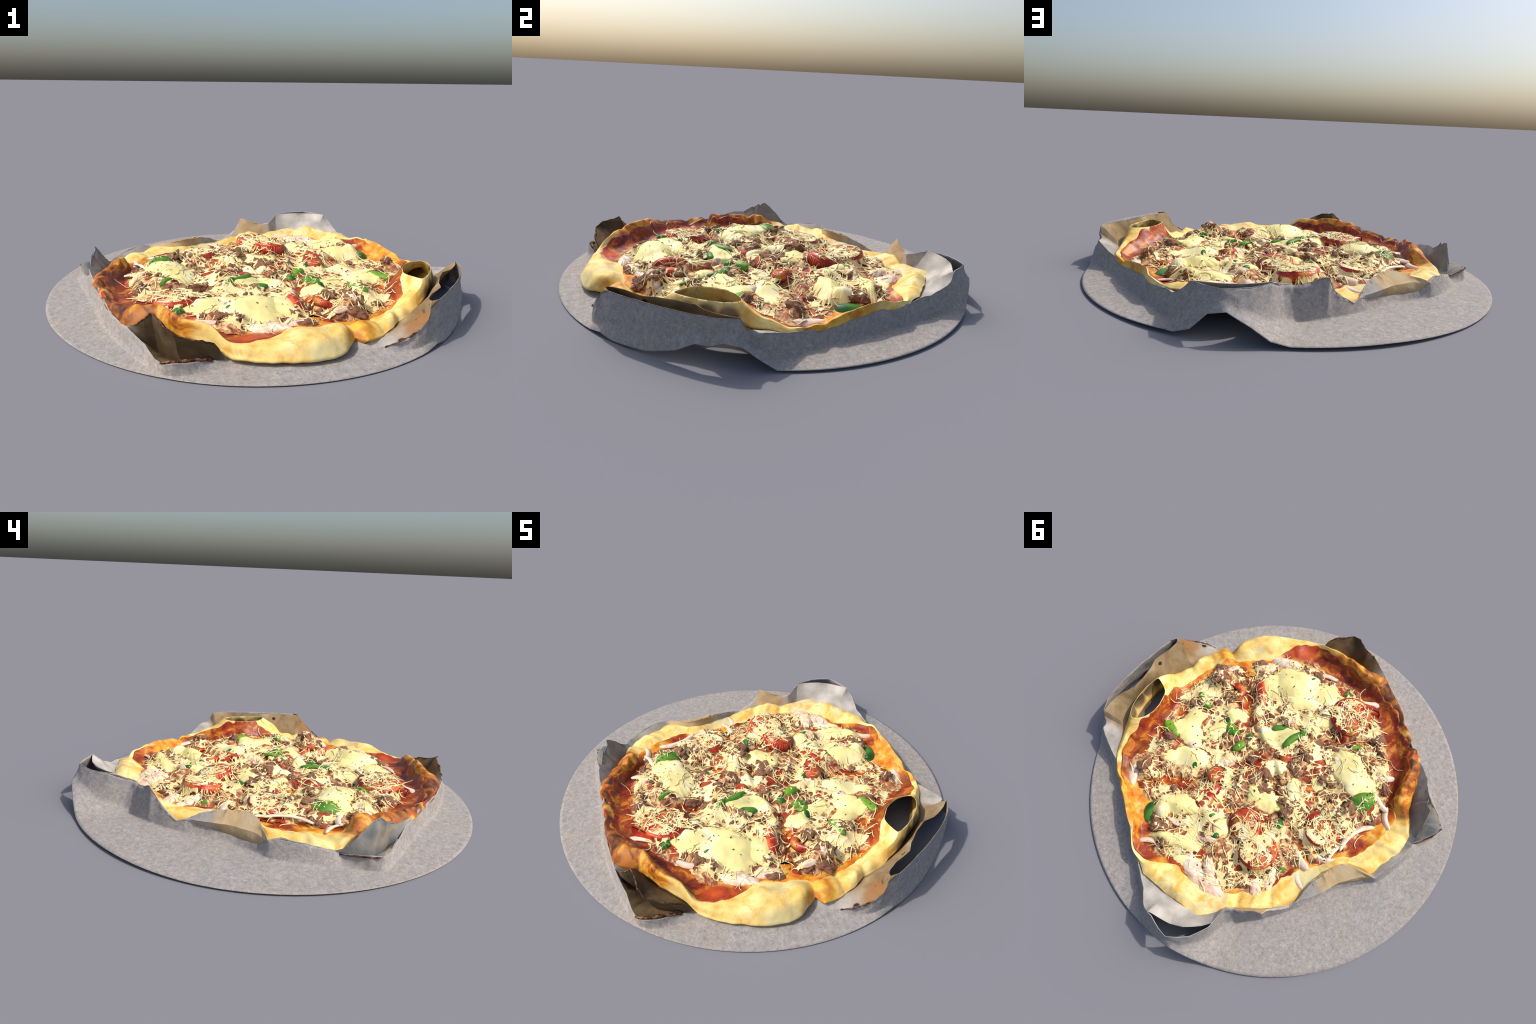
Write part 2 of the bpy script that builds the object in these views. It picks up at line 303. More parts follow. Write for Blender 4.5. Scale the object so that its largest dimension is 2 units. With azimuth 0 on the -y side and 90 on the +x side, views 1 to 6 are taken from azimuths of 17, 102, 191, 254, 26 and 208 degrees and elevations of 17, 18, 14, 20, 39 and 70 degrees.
def tomato_material():
    m = Mat("tomato_flesh", .35, .45)
    c = m.ramp(m.noise(18, 3, .5, .5), (.3, col(132, 24, 14)), (.5, col(182, 54, 28)), (.66, col(214, 108, 58)))
    c = m.mix(m.ramp(m.noise(11, 2, off=3), (.58, 0), (.66, .7)), c, col(206, 140, 52))
    m.bump(m.noise(40, 3), .003, .3)
    return m.done(c)

def pepper_material():
    m = Mat("green_pepper_skin", .45, .35)
    c = m.ramp(m.noise(14, 3, .5, .4), (.3, col(22, 70, 30)), (.5, col(42, 106, 38)), (.7, col(92, 144, 44)))
    c = m.mix(m.ramp(rand(m), (.45, 0), (.95, .85)), c, m.ramp(m.noise(16, 2, off=2), (.35, col(74, 124, 26)), (.65, col(138, 180, 40))))
    m.bump(m.noise(25, 2), .002, .25)
    return m.done(c)

def onion_material():
    m = Mat("onion_flesh", .4, .4)
    c = m.ramp(m.noise(16, 3, .5, .6, vec=m.mapping((1, 3, 3))), (.3, col(206, 168, 146)), (.5, col(238, 214, 190)), (.68, col(252, 240, 216)))
    c = m.mix(m.ramp(rand(m), (.3, 0), (1, .35)), c, col(222, 170, 146))
    m.b.inputs["Subsurface Weight"].default_value = .15
    m.b.inputs["Subsurface Radius"].default_value = (.02, .012, .01)
    return m.done(c)

def herb_material():
    m = Mat("dried_herb", .8, .2)
    return m.done(m.ramp(rand(m), (0, col(30, 30, 22)), (.6, col(44, 52, 28)), (1, col(70, 52, 32))))

def char_material():
    m = Mat("charred_paper", .8, .2)
    c = m.ramp(m.noise(40, 4, .7, 1), (.36, col(30, 24, 22)), (.5, col(78, 48, 32)), (.62, col(140, 104, 74)), (.75, col(190, 166, 138)))
    m.bump(m.noise(60, 3), .004, .6)
    return m.done(c)

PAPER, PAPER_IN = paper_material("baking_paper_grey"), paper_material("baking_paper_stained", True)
CRUST, SAUCE, FILLING, TUNA = crust_material(), sauce_material(), filling_material(), tuna_material()
MOZZ = cheese_material("melted_mozzarella", col(216, 207, 140), col(250, 234, 158), col(255, 248, 204), 8)
SHRED = cheese_material("grated_cheese", col(218, 186, 126), col(242, 222, 164), col(250, 238, 200), 18)
TOMATO, PEPPER, ONION, HERB, CHAR = tomato_material(), pepper_material(), onion_material(), herb_material(), char_material()

# ------------------------------------------------------------------ helpers
root = bpy.data.objects.new("pizza", None)
bpy.context.collection.objects.link(root)
root["label"] = "home-baked tuna pizza lying in crumpled grey baking paper"
root["category"] = "pizza"

def new_object(name, mesh, mat, parent=root, flat=False):
    o = bpy.data.objects.new(name, mesh)
    bpy.context.collection.objects.link(o)
    o.parent = parent
    if mat and not mesh.materials: mesh.materials.append(mat)
    if not flat: mesh.shade_smooth()
    return o

def loft(rows, closed=True):
    """rows: list of (N,3) arrays"""
    n = len(rows[0]); v = np.concatenate(rows); f = []
    for k in range(len(rows) - 1):
        for i in range(n if closed else n - 1):
            j = (i + 1) % n
            f.append((k * n + i, k * n + j, (k + 1) * n + j, (k + 1) * n + i))
    me = bpy.data.meshes.new("loft"); me.from_pydata(v.tolist(), [], f); me.update()
    return me

CA, SA = np.cos(np.radians(AZ)), np.sin(np.radians(AZ))
def ring(r, z):
    return np.stack([r * CA, r * SA, z + 0 * r], -1)

def trim(me, solid=0., offset=-1):
    bm = bmesh.new(); bm.from_mesh(me)
    g = bm.verts[:] + bm.edges[:] + bm.faces[:]
    bmesh.ops.bisect_plane(bm, geom=g, plane_co=(0, 0, TOP), plane_no=(0, 0, 1), clear_outer=True)
    bm.to_mesh(me); bm.free()

def solidify(o, t, offset=-1.):
    s = o.modifiers.new("thickness", "SOLIDIFY"); s.thickness = t; s.offset = offset; s.use_rim = True

def span(a, b, n, shape=1., first=True):
    """rings from loop a to loop b (each N x 2 of r, z)"""
    t = np.linspace(0, 1, n + 1)[0 if first else 1:]
    return [(a[:, 0] + (b[:, 0] - a[:, 0]) * k, a[:, 1] + (b[:, 1] - a[:, 1]) * k ** shape) for k in t]

def crumple(P, amp, s=11., seed=0.):
    """facet-like folds of paper: displacement along x, y and z from coarse noise"""
    out = P.copy()
    for i, p in enumerate(P):
        q = Vector((p[0] * s + seed, p[1] * s, p[2] * s * 1.3))
        d = noise.noise_vector(q) * .7 + noise.noise_vector(q * 2.7) * .3
        out[i] += amp[i] * np.array(d)
    return out

# ------------------------------------------------------------------ baking paper
D = np.stack([np.full(N, .9985), edge], -1)
F, P, V, Q, W = foot, lip, ridge[:, 0:2], ridge[:, 2:4], wfoot
B = np.stack([W[:, 0] - .04, np.maximum(W[:, 1] - .03, .008)], -1)
outer = span(D, F, 14) + span(F, P, 10, 1.35, False)
rows = []
for k, (r, z) in enumerate(outer):
    p = ring(r, z)
    amp = .0065 * np.clip((z - .02) / .05, 0, 1) * (1 if 14 < k < 24 else .0)
    rows.append(crumple(p, amp, 13) if amp.max() > 0 else p)
for r_ in rows:
    rad = np.hypot(r_[:, 0], r_[:, 1]); s = np.minimum(1, .9995 / rad); r_[:, 0] *= s; r_[:, 1] *= s
    r_[:, 2] = np.maximum(r_[:, 2], .0015)
me = loft(rows); trim(me)
sheet = new_object("baking_paper", me, PAPER); solidify(sheet, .0018, -1)

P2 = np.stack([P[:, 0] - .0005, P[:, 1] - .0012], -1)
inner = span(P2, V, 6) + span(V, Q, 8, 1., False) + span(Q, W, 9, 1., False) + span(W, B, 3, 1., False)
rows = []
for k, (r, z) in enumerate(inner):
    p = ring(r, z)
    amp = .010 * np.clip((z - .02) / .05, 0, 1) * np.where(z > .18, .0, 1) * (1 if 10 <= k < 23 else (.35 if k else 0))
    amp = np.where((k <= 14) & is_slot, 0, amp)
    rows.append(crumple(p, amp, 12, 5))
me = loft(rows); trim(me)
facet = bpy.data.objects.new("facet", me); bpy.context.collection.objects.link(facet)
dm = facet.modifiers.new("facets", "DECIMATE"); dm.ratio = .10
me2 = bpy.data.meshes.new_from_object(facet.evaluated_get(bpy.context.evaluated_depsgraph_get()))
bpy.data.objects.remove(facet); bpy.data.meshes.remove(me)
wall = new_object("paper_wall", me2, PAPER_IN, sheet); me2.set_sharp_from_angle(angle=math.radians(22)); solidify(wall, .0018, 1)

# charred folded lip at the south corner and small burnt folds beside the west pocket
def tube(pts, rad, seg=8):
    pts = np.array(pts, float); n = len(pts); vs, fs = [], []
    t = np.gradient(pts, axis=0); t /= np.linalg.norm(t, axis=1)[:, None] + 1e-9
    u = np.cross(t, [0, 0, 1.]); u /= np.linalg.norm(u, axis=1)[:, None] + 1e-9; w = np.cross(u, t)
    for i in range(n):
        for k in range(seg):
            a = 2 * math.pi * k / seg
            vs.append(pts[i] + (rad[i] if hasattr(rad, "__len__") else rad) * (math.cos(a) * u[i] + math.sin(a) * w[i] * .75))
    for i in range(n - 1):
        for k in range(seg):
            fs.append((i * seg + k, i * seg + (k + 1) % seg, (i + 1) * seg + (k + 1) % seg, (i + 1) * seg + k))
    fs.append(tuple(range(seg))[::-1]); fs.append(tuple((n - 1) * seg + k for k in range(seg)))
    return vs, fs

def resample(pts, n):
    pts = np.array(pts, float); d = np.r_[0, np.cumsum(np.linalg.norm(np.diff(pts, axis=0), axis=1))]
    q = np.linspace(0, d[-1], n)
    return np.stack([np.interp(q, d, pts[:, k]) for k in range(3)], -1)

def rough_tube(name, pts, r, n, mat, parent, amp):
    c = resample(pts, n)
    rad = r * (1 + .5 * np.array([noise.noise(Vector(p) * 45) for p in c]))
    rad[0] *= .4; rad[-1] *= .4
    vs, fs = tube(c, rad, 10)
    vs = [Vector(v) + noise.noise_vector(Vector(v) * 60) * amp for v in vs]
    m = bpy.data.meshes.new(name); m.from_pydata(vs, [], fs)
    return new_object(name, m, mat, parent)
rough_tube("charred_edge", [(-.035, -.982, .052), (0, -.978, .058), (.045, -.945, .052), (.085, -.905, .045), (.115, -.868, .034)], .009, 40, CHAR, sheet, .005)
rough_tube("charred_edge", [(-.895, -.175, .071), (-.865, -.11, .066), (-.825, -.06, .058), (-.80, -.04, .052)], .0045, 30, CHAR, sheet, .002)
rough_tube("charred_edge", [(-.89, -.18, .071), (-.85, -.235, .067), (-.80, -.277, .064), (-.76, -.315, .073)], .0035, 30, PAPER_IN, sheet, .002)
rough_tube("charred_edge", [(.70, -.556, .024), (.745, -.548, .047), (.79, -.525, .067), (.825, -.50, .09)], .0035, 30, CHAR, sheet, .003)

for zone, m_, r_ in [(RIDGE_SOUTH[1:-1], CHAR, .0036), (RIDGE_WEST[1:-2], PAPER_IN, .0026), (RIDGE_NORTH[1:-2], PAPER_IN, .0022)]:
    rough_tube("paper_fold_edge", [(r * math.cos(math.radians(a)), r * math.sin(math.radians(a)), min(z, .184)) for a, _, _, r, z in zone], r_, 60, m_, sheet, .003)

# ------------------------------------------------------------------ crust
def catmull(pts, n):
    """pts: list of (N,2) loops -> n samples of the Catmull-Rom spline through them"""
    P = [2 * pts[0] - pts[1]] + pts + [2 * pts[-1] - pts[-2]]
    m = len(pts) - 1; out = []
    for k in range(n):
        x = k / (n - 1) * m; i = min(int(x), m - 1); t = x - i
        a, b, c, d = P[i:i + 4]
        out.append(.5 * (2 * b + (c - a) * t + (2 * a - 5 * b + 4 * c - d) * t * t + (3 * b - a - 3 * c + d) * t ** 3))
    return out
def pair(r, z): return np.stack([r, z], -1)
rW, zW = wfoot.T; rC, zC = crest.T; rI, zI = toe.T
h = zC - zW
prof = catmull([pair(rW - .03, np.maximum(zW - .02, .006)),
                pair(rW + bulge * .95, zW + .20 * h), pair(np.maximum(rW, rC) * .0 + rW + bulge * .95 + .1 * (rC - rW), zW + .5 * h),
                pair(rW + .52 * (rC - rW) + bulge * .7, zW + .85 * h), pair(rC, zC),
                pair(rC + .32 * (rI - rC), zI + .74 * (zC - zI)), pair(rC + .68 * (rI - rC), zI + .25 * (zC - zI)),
                pair(rI, zI), pair(rI - .06, zI - .02)], 49)
i_crest, i_toe = 24, 42
rows = []
for k, p in enumerate(prof):
    q = ring(p[:, 0], p[:, 1]); rows.append(q)
crust_rows = np.array(rows)                                # (49, N, 3)
for k in range(1, len(rows)):
    for i in range(N):
        p = Vector(crust_rows[k, i])
        crust_rows[k, i] += np.array(noise.noise_vector(p * 9)) * .011 + np.array(noise.noise_vector(p * 21)) * .0038
for a, wd, dz, dr in [(-138, 1.6, -.030, -.012), (-141, 1.3, .010, .008), (-128, 1.5, -.012, -.006), (-158, 1.6, -.014, -.008), (-148, 1.4, .008, .004), (-116, 1.3, -.010, -.006), (-52, 2.2, -.012, .004), (-60, 3, .008, .0),
                    (-35, 1.5, -.014, -.008), (-30, 1.2, .010, .004), (-26, 1.3, -.012, -.004), (30, 1.6, -.010, -.003), (24, 1.5, -.008, 0), (52, 2, .008, 0), (103, 2.0, -.018, -.010), (110, 1.5, .008, .004), (117, 1.6, -.014, -.008),
                    (87, 2.0, -.008, -.004), (82, 2.0, .008, .004), (72, 1.6, -.010, -.004), (168, 2, -.010, -.006), (176, 1.8, .010, .006), (-177, 1.6, -.012, -.008), (-108, 1.4, .010, .004), (-92, 1.6, -.008, -.004)]:
    d = (AZ - a + 180) % 360 - 180
    g = np.exp(-(d / wd) ** 2)[None, :] * np.sin(np.linspace(0, math.pi, 49))[:, None] ** 1.5
    crust_rows[:, :, 2] += dz * g
    crust_rows[:, :, 0] += dr * g * CA; crust_rows[:, :, 1] += dr * g * SA
crust_rows[:, :, 2] = np.maximum(crust_rows[:, :, 2], .005)
me = loft(list(crust_rows)); trim(me)
crust = new_object("crust", me, CRUST); solidify(crust, .0012, -1)

# ------------------------------------------------------------------ filling bed (height field)
cut_lines = [np.array([(.47, -.58), (.377, -.387), (.27, -.214), (.044, -.066), (-.142, .178), (-.285, .251), (-.391, .341)]),
             np.array([(.70, .385), (.659, .37), (.389, .23), (.222, .048), (.03, -.12)]),
             np.array([(-.115, -.29), (-.20, -.351), (-.40, -.44)])]
def cut_distance(x, y):
    best = 9.
    for L in cut_lines:
        a, b = L[:-1], L[1:]; d = b - a; q = np.array([x, y]) - a
        t = np.clip((q * d).sum(1) / (d * d).sum(1), 0, 1)
        best = min(best, np.hypot(*(q - d * t[:, None]).T).min())
    return best
pile_f, toe_f = loop(np.c_[AZ, pile]), loop(np.c_[AZ, toe])
def pile_r(a): return float(pile_f(np.array([a]))[0, 0])
# heights of mounds and hollows in the topping, metres
RELIEF = np.array([(.544, -.395, .172), (.641, -.148, .082), (.577, -.171, .145), (.522, -.207, .125), (.431, -.269, .140), (.542, -.23, .102), (.414, -.023, .096),
    (.555, -.117, .122), (.355, -.067, .112), (.411, .054, .102), (.408, .122, .120), (.462, .094, .106), (.657, .033, .128), (.571, .036, .128),
    (.645, .264, .135), (.613, .208, .096), (.315, -.117, .104), (.251, -.058, .120), (.28, .004, .095), (.274, .137, .134), (.34, .09, .087), (.36, .181, .074),
    (.112, -.60, .138), (.181, -.542, .116), (.186, -.511, .128), (.132, -.541, .145), (-.127, -.63, .092), (.037, -.675, .104), (-.187, -.555, .115), (-.25, -.50, .10),
    (-.142, -.383, .070), (-.302, -.426, .095), (-.14, -.304, .082), (-.022, -.278, .128), (0, -.215, .098), (.102, -.259, .108), (.12, -.32, .10), (.178, -.21, .110),
    (-.008, -.134, .092), (.089, -.072, .122), (.247, -.324, .115), (.33, -.40, .10), (-.144, -.323, .058), (-.452, -.263, .108), (-.309, -.355, .118), (-.28, -.047, .074), (-.235, -.05, .055),
    (-.472, -.036, .122), (-.339, .034, .130), (-.481, .03, .135), (-.16, .12, .122), (-.076, .146, .094), (-.064, .245, .105), (-.005, .25, .105), (.0, .32, .105), (-.152, .226, .122), (-.375, .335, .078),
    (-.241, .50, .087), (-.291, .268, .066), (.347, .565, .125), (.164, .513, .098), (.438, .441, .120), (.265, .279, .145), (.321, .358, .118), (.252, .231, .090),
    (-.085, .666, .086), (.153, .635, .092), (.098, .43, .126), (.179, .359, .120), (-.105, .574, .080), (.687, .328, .068), (.498, .485, .070), (-.37, -.2, .125), (-.45, -.12, .125),
    (.135, -.223, .062), (.174, -.17, .11), (-.10, .38, .135), (-.2, .34, .115), (.45, .30, .062), (.55, .33, .075), (.36, -.29, .085), (.42, -.40, .09), (.6, -.30, .08), (.47, -.50, .085), (-.05, -.50, .12), (.28, -.47, .118),
    (.22, -.66, .075), (.34, -.60, .08), (.0, .05, .10), (-.1, -.06, .115), (.1, .1, .115), (.2, .15, .10), (-.56, -.2, .075), (-.5, -.42, .085), (-.40, -.52, .085), (.56, .12, .10), (.5, .18, .095), (-.42, .22, .082), (.70, .20, .07), (-.44, .17, .082), (-.09, -.19, .128), (-.13, -.14, .122), (-.06, -.25, .122), (-.36, -.25, .145), (-.40, -.15, .13)])
def relief_z(x, y):
    w = np.exp(-((RELIEF[:, 0] - x) ** 2 + (RELIEF[:, 1] - y) ** 2) / (2 * .036 ** 2))
    return (w @ RELIEF[:, 2] + .30 * .098) / (w.sum() + .30) + .011 * math.exp(-(x * x + y * y) / .16)
toe_z = loop(np.c_[AZ, toe[:, 1]])
GX, GY, GS = -.82, -.86, .006
gx, gy = np.arange(GX, .92, GS), np.arange(GY, .86, GS)
def coarse(x, y):
    r = math.hypot(x, y); a = math.degrees(math.atan2(y, x))
    s = min(max((pile_r(a) + .008 - r) / .095, 0), 1); s = s * s * (3 - 2 * s)
    c = cut_distance(x, y)
    z = relief_z(x, y) - .010 + .014 * noise.noise(Vector((x * 11, y * 11, 1.7)))
    z -= .026 * math.exp(-(c / .017) ** 2)
    return float(toe_z(np.array([a]))[0, 0]) * (1 - s) + z * s
def smoothness(x, y):
    r = math.hypot(x, y); a = math.degrees(math.atan2(y, x))
    s = min(max((pile_r(a) + .01 - r) / .08, 0), 1); return .35 + .65 * s
GZ = np.array([[coarse(x, y) for y in gy] for x in gx])
def bed_z(x, y, fine=True):
    i, j = (x - GX) / GS, (y - GY) / GS
    a, b = int(min(max(i, 0), len(gx) - 2)), int(min(max(j, 0), len(gy) - 2)); u, v = i - a, j - b
    z = (GZ[a, b] * (1 - u) + GZ[a + 1, b] * u) * (1 - v) + (GZ[a, b + 1] * (1 - u) + GZ[a + 1, b + 1] * u) * v
    if fine:
        z += smoothness(x, y) * (.017 * noise.noise(Vector((x * 17, y * 17, 5.))) + .005 * noise.noise(Vector((x * 38, y * 38, 2.))))
    return float(z)

def grid_mesh(name, height, keep, step, x0=-.75, x1=.85, y0=-.8, y1=.8):
    xs, ys = np.arange(x0, x1, step), np.arange(y0, y1, step)
    idx, vs, fs = {}, [], []
    for i, x in enumerate(xs):
        for j, y in enumerate(ys):
            if keep(x, y):
                idx[i, j] = len(vs); vs.append((x, y, height(x, y)))
    for (i, j), k in idx.items():
        q = [idx.get((i + a, j + b)) for a, b in ((0, 0), (1, 0), (1, 1), (0, 1))]
        if None not in q: fs.append(q)
    m = bpy.data.meshes.new(name); m.from_pydata(vs, [], fs); m.update()
    return m
def in_pile(x, y, more=0.):
    r = math.hypot(x, y)
    if r < .45: return True
    a = math.degrees(math.atan2(y, x))
    return r < pile_r(a) + more + .025 * noise.noise(Vector((x * 13, y * 13, 8.)))
bed_me = grid_mesh("filling", bed_z, lambda x, y: in_pile(x, y, .0), .0065)
bed = new_object("filling", bed_me, FILLING)

# ------------------------------------------------------------------ sauce: lies on the crust's inner slope and under the filling
rows = []
rag = .22 * np.array([noise.noise(Vector((c * 7, s * 7, 4.))) + .6 * noise.noise(Vector((c * 21, s * 21, 6.))) for c, s in zip(CA, SA)])
fr = np.clip(reach + rag * (reach > .02), 0.02, .98)
M = 16
for k in range(M + 1):
    t = k / M
    pos = i_toe + (1 - t) * (i_crest - i_toe) * fr
    i0 = np.floor(pos).astype(int); w = (pos - i0)[:, None]
    p = crust_rows[i0, np.arange(N)] * (1 - w) + crust_rows[np.minimum(i0 + 1, 48), np.arange(N)] * w
    lift = -.002 if k == 0 else (.0015 if k == 1 else .0035)
    q = p.copy(); q[:, 2] += lift
    q[:, 0] -= CA * lift * .8; q[:, 1] -= SA * lift * .8
    rows.append(q)
for t in (.94, .86, .7, .5, .2, .0):
    rr = rI * t; z = np.array([max(.040, bed_z(a, b, False) - .02) if math.hypot(a, b) < .4 else .0 for a, b in zip(rr * CA, rr * SA)])
    z = np.where(z > 0, z, zI * .92 + .004)
    z = z + .006 * np.array([noise.noise(Vector((a * 17, b * 17, 2.))) for a, b in zip(rr * CA, rr * SA)])
    rows.append(ring(np.maximum(rr, .001), z))
me = loft(rows); trim(me)
sauce = new_object("tomato_sauce", me, SAUCE)

# ------------------------------------------------------------------ pieces on top
def dome(name, cx, cy, a, b, ang, thick, mat, seed, lumps=.35, ragged=.28):
    """melted cheese lying on the filling: irregular outline, soft lumps"""
    R, S = 20, 64; vs = []; fs = []
    ca, sa = math.cos(ang), math.sin(ang)
    for k in range(R + 1):
        t = k / R
        for i in range(S if k else 1):
            th = 2 * math.pi * i / S
            e = 1 + ragged * (noise.noise(Vector((math.cos(th) * 1.6 + seed, math.sin(th) * 1.6, seed))) + .6 * noise.noise(Vector((math.cos(th) * 4.5, math.sin(th) * 4.5 + seed, 1.))))
            u, v = a * t * e * math.cos(th), b * t * e * math.sin(th)
            x, y = cx + u * ca - v * sa, cy + u * sa + v * ca
            hgt = thick * (1 - t ** 2.6) * (1 + lumps * noise.noise(Vector((x * 14, y * 14, seed))) + .35 * lumps * noise.noise(Vector((x * 34, y * 34, seed))))
            vs.append((x, y, bed_z(x, y, False) + hgt - (.006 if t > .93 else 0) + .002))
    for k in range(R):
        for i in range(S):
            j = (i + 1) % S
            p = lambda kk, ii: 0 if kk == 0 else 1 + (kk - 1) * S + ii
            fs.append((0, p(1, i), p(1, j)) if k == 0 else (p(k, i), p(k + 1, i), p(k + 1, j), p(k, j)))
    m = bpy.data.meshes.new(name); m.from_pydata(vs, [], fs); m.update()
    return new_object(name, m, mat)

MOZZARELLA = [  # x, y, half length, half width, direction (deg), thickness
    (.17, -.525, .165, .105, 15, .020), (.25, -.475, .10, .075, 60, .018), (-.03, -.55, .12, .07, 20, .016), (.08, -.46, .12, .05, 10, .013),
    (.56, -.045, .125, .06, 65, .016), (.50, .01, .085, .07, 150, .014), (.455, .115, .14, .06, 20, .013), (.40, -.09, .10, .045, 65, .013), (.355, .366, .12, .060, 12, .028),
    (.425, .435, .055, .05, 0, .034), (.265, .54, .135, .034, 14, .024), (-.355, -.215, .175, .085, 152, .020), (-.43, -.17, .08, .085, 90, .018),
    (.09, -.215, .12, .07, 20, .017), (-.05, .13, .065, .095, 110, .018), (.02, -.05, .06, .045, 30, .014), (-.13, .02, .07, .04, 120, .012), (.03, .13, .06, .05, 60, .016),
    (.35, -.21, .07, .05, 50, .012), (.10, .37, .06, .05, 60, .014), (.17, .60, .08, .03, 20, .012), (-.23, -.08, .06, .04, 60, .010), (-.08, -.41, .08, .035, 30, .012)]
tops = [bed]
for k, (x, y, a, b, d, t) in enumerate(MOZZARELLA):
    tops.append(dome("mozzarella", x, y, a, b, math.radians(d), t, MOZZ, 3.3 + k * 1.7))

def blob_mesh(name, seed, sub=3, amp=.45, freq=1.6):
    bm = bmesh.new(); bmesh.ops.create_icosphere(bm, subdivisions=sub, radius=1)
    for v in bm.verts:
        p = v.co.copy(); q = p * freq + Vector((seed * 3.1, seed, 0))
        d = 1 + amp * noise.noise(q) + amp * .6 * noise.noise(q * 2.3) + amp * .35 * abs(noise.noise(Vector((q.x * 2, q.y * 7, q.z * 7))))
        v.co = p * d
    m = bpy.data.meshes.new(name); bm.to_mesh(m); bm.free(); return m
tuna_meshes = [blob_mesh("tuna_chunk", 1.7 * k + .4, 4, .55) for k in range(7)]
for m in tuna_meshes: m.materials.append(TUNA); m.shade_smooth()
TUNA_AT = [(.57, -.42), (.55, -.36), (.432, -.284), (.40, -.31), (.639, .277), (.554, .296), (.605, .065), (.032, .107), (.0, .09), (.199, -.09), (.045, .017), (.08, .05),
           (-.113, -.294), (-.219, -.119), (-.096, -.076), (-.06, -.10), (-.426, -.407), (-.395, -.457), (-.45, -.36), (-.542, -.224), (-.187, -.301), (-.561, -.044),
           (-.433, -.036), (-.16, .129), (-.13, .10), (-.321, .276), (-.153, .346), (.369, .511), (.302, .42), (-.116, .577), (-.05, .577), (.401, .521),
           (-.133, .244), (-.044, .285), (.40, -.56), (.426, -.489), (.487, -.237), (.62, .12), (.50, -.45), (.33, .56), (-.2, .42)]
def area_points(n, seed, inside=.0):
    g = np.random.default_rng(seed); out = []
    while len(out) < n:
        x, y = g.uniform(-.75, .85), g.uniform(-.8, .75)
        if in_pile(x, y, inside): out.append((x, y))
    return out
def in_mozz(x, y, grow=1.):
    for cx, cy, a, b, d, t in MOZZARELLA:
        c, s = math.cos(math.radians(d)), math.sin(math.radians(d)); u, v = x - cx, y - cy
        if ((u * c + v * s) / (a * grow)) ** 2 + ((v * c - u * s) / (b * grow)) ** 2 < 1: return True
    return False
spots = TUNA_AT + [p for p in area_points(125, 5, -.03) if not in_mozz(*p, 1.0)]
def place(name, mesh, x, y, z, scale, rot, store=True):
    o = bpy.data.objects.new(name, mesh); bpy.context.collection.objects.link(o); o.parent = root
    o.matrix_basis = Matrix.LocRotScale(Vector((x, y, z)), rot, Vector(scale))
    if store: tops.append(o)
    return o
from mathutils import Euler
for k, (x, y) in enumerate(spots):
    s = rng.uniform(.022, .034) if k < len(TUNA_AT) else rng.uniform(.014, .026)
    place("tuna_chunk", tuna_meshes[k % 7], x, y, bed_z(x, y) - s * .12, (s * rng.uniform(1, 1.5), s * rng.uniform(.7, 1), s * rng.uniform(.55, .85)),
          Euler((rng.uniform(-.4, .4), rng.uniform(-.4, .4), rng.uniform(0, 6.28))))

# tomato slices: thick discs and wedges, tilted
def slab(name, R, t, arc=360, seed=0.):
    bm = bmesh.new(); S = 40; a0 = math.radians(arc)
    pts = [(R * (1 + .06 * noise.noise(Vector((math.cos(q) * 2 + seed, math.sin(q) * 2, seed)))) * math.cos(q), R * math.sin(q)) for q in np.linspace(0, a0, S, endpoint=arc < 360)]
    if arc < 360: pts.append((R * .35 * math.cos(a0 / 2), R * .35 * math.sin(a0 / 2)))
    f = bm.faces.new([bm.verts.new((x, y, t / 2)) for x, y in pts])
    r = bmesh.ops.extrude_face_region(bm, geom=[f]); bmesh.ops.translate(bm, vec=(0, 0, -t), verts=[v for v in r["geom"] if isinstance(v, bmesh.types.BMVert)])
    bmesh.ops.recalc_face_normals(bm, faces=bm.faces)
    bmesh.ops.bevel(bm, geom=[e for e in bm.edges], offset=t * .13, segments=3, affect="EDGES")
    m = bpy.data.meshes.new(name); bm.to_mesh(m); bm.free(); m.materials.append(TOMATO); m.shade_smooth(); return m
for x, y, dz, R, t, arc, rot in [(.0, .305, .012, .085, .065, 360, (-.20, .06, 0)), (-.12, .39, -.004, .10, .045, 360, (.1, .12, 0)), (-.20, -.507, -.008, .110, .04, 360, (-.05, -.08, 0)),
                                (-.354, .13, -.006, .095, .035, 360, (0, -.1, 0)), 
                                (.276, .143, .0, .045, .03, 360, (.3, .2, 0)), (.25, .22, .0, .045, .03, 360, (-.2, .2, 0)), (.425, -.335, .0, .055, .03, 220, (.2, 0, 2)),
                                (.253, .285, -.01, .05, .03, 360, (.1, .3, 1)), (0.0, -.13, -.004, .035, .025, 360, (.1, .2, 0)), (-.25, -.545, .0, .10, .055, 120, (-.45, .15, 3.6)),
                                (.40, -.47, -.004, .05, .03, 200, (.2, 0, .4)), (.56, .27, -.012, .05, .02, 360, (0, .1, 0))]:
    place("tomato_slice", slab("tomato_slice", R, t, arc, x * 5), x, y, bed_z(x, y, False) + dz, (1, 1, 1), Euler(rot))

tops.append(dome("tomato_slice", .295, -.385, .10, .032, math.radians(-57), .030, TOMATO, 201.3, .15, .18))
tops.append(dome("tomato_slice", .365, -.31, .05, .026, math.radians(-40), .018, TOMATO, 203.1, .2, .25))
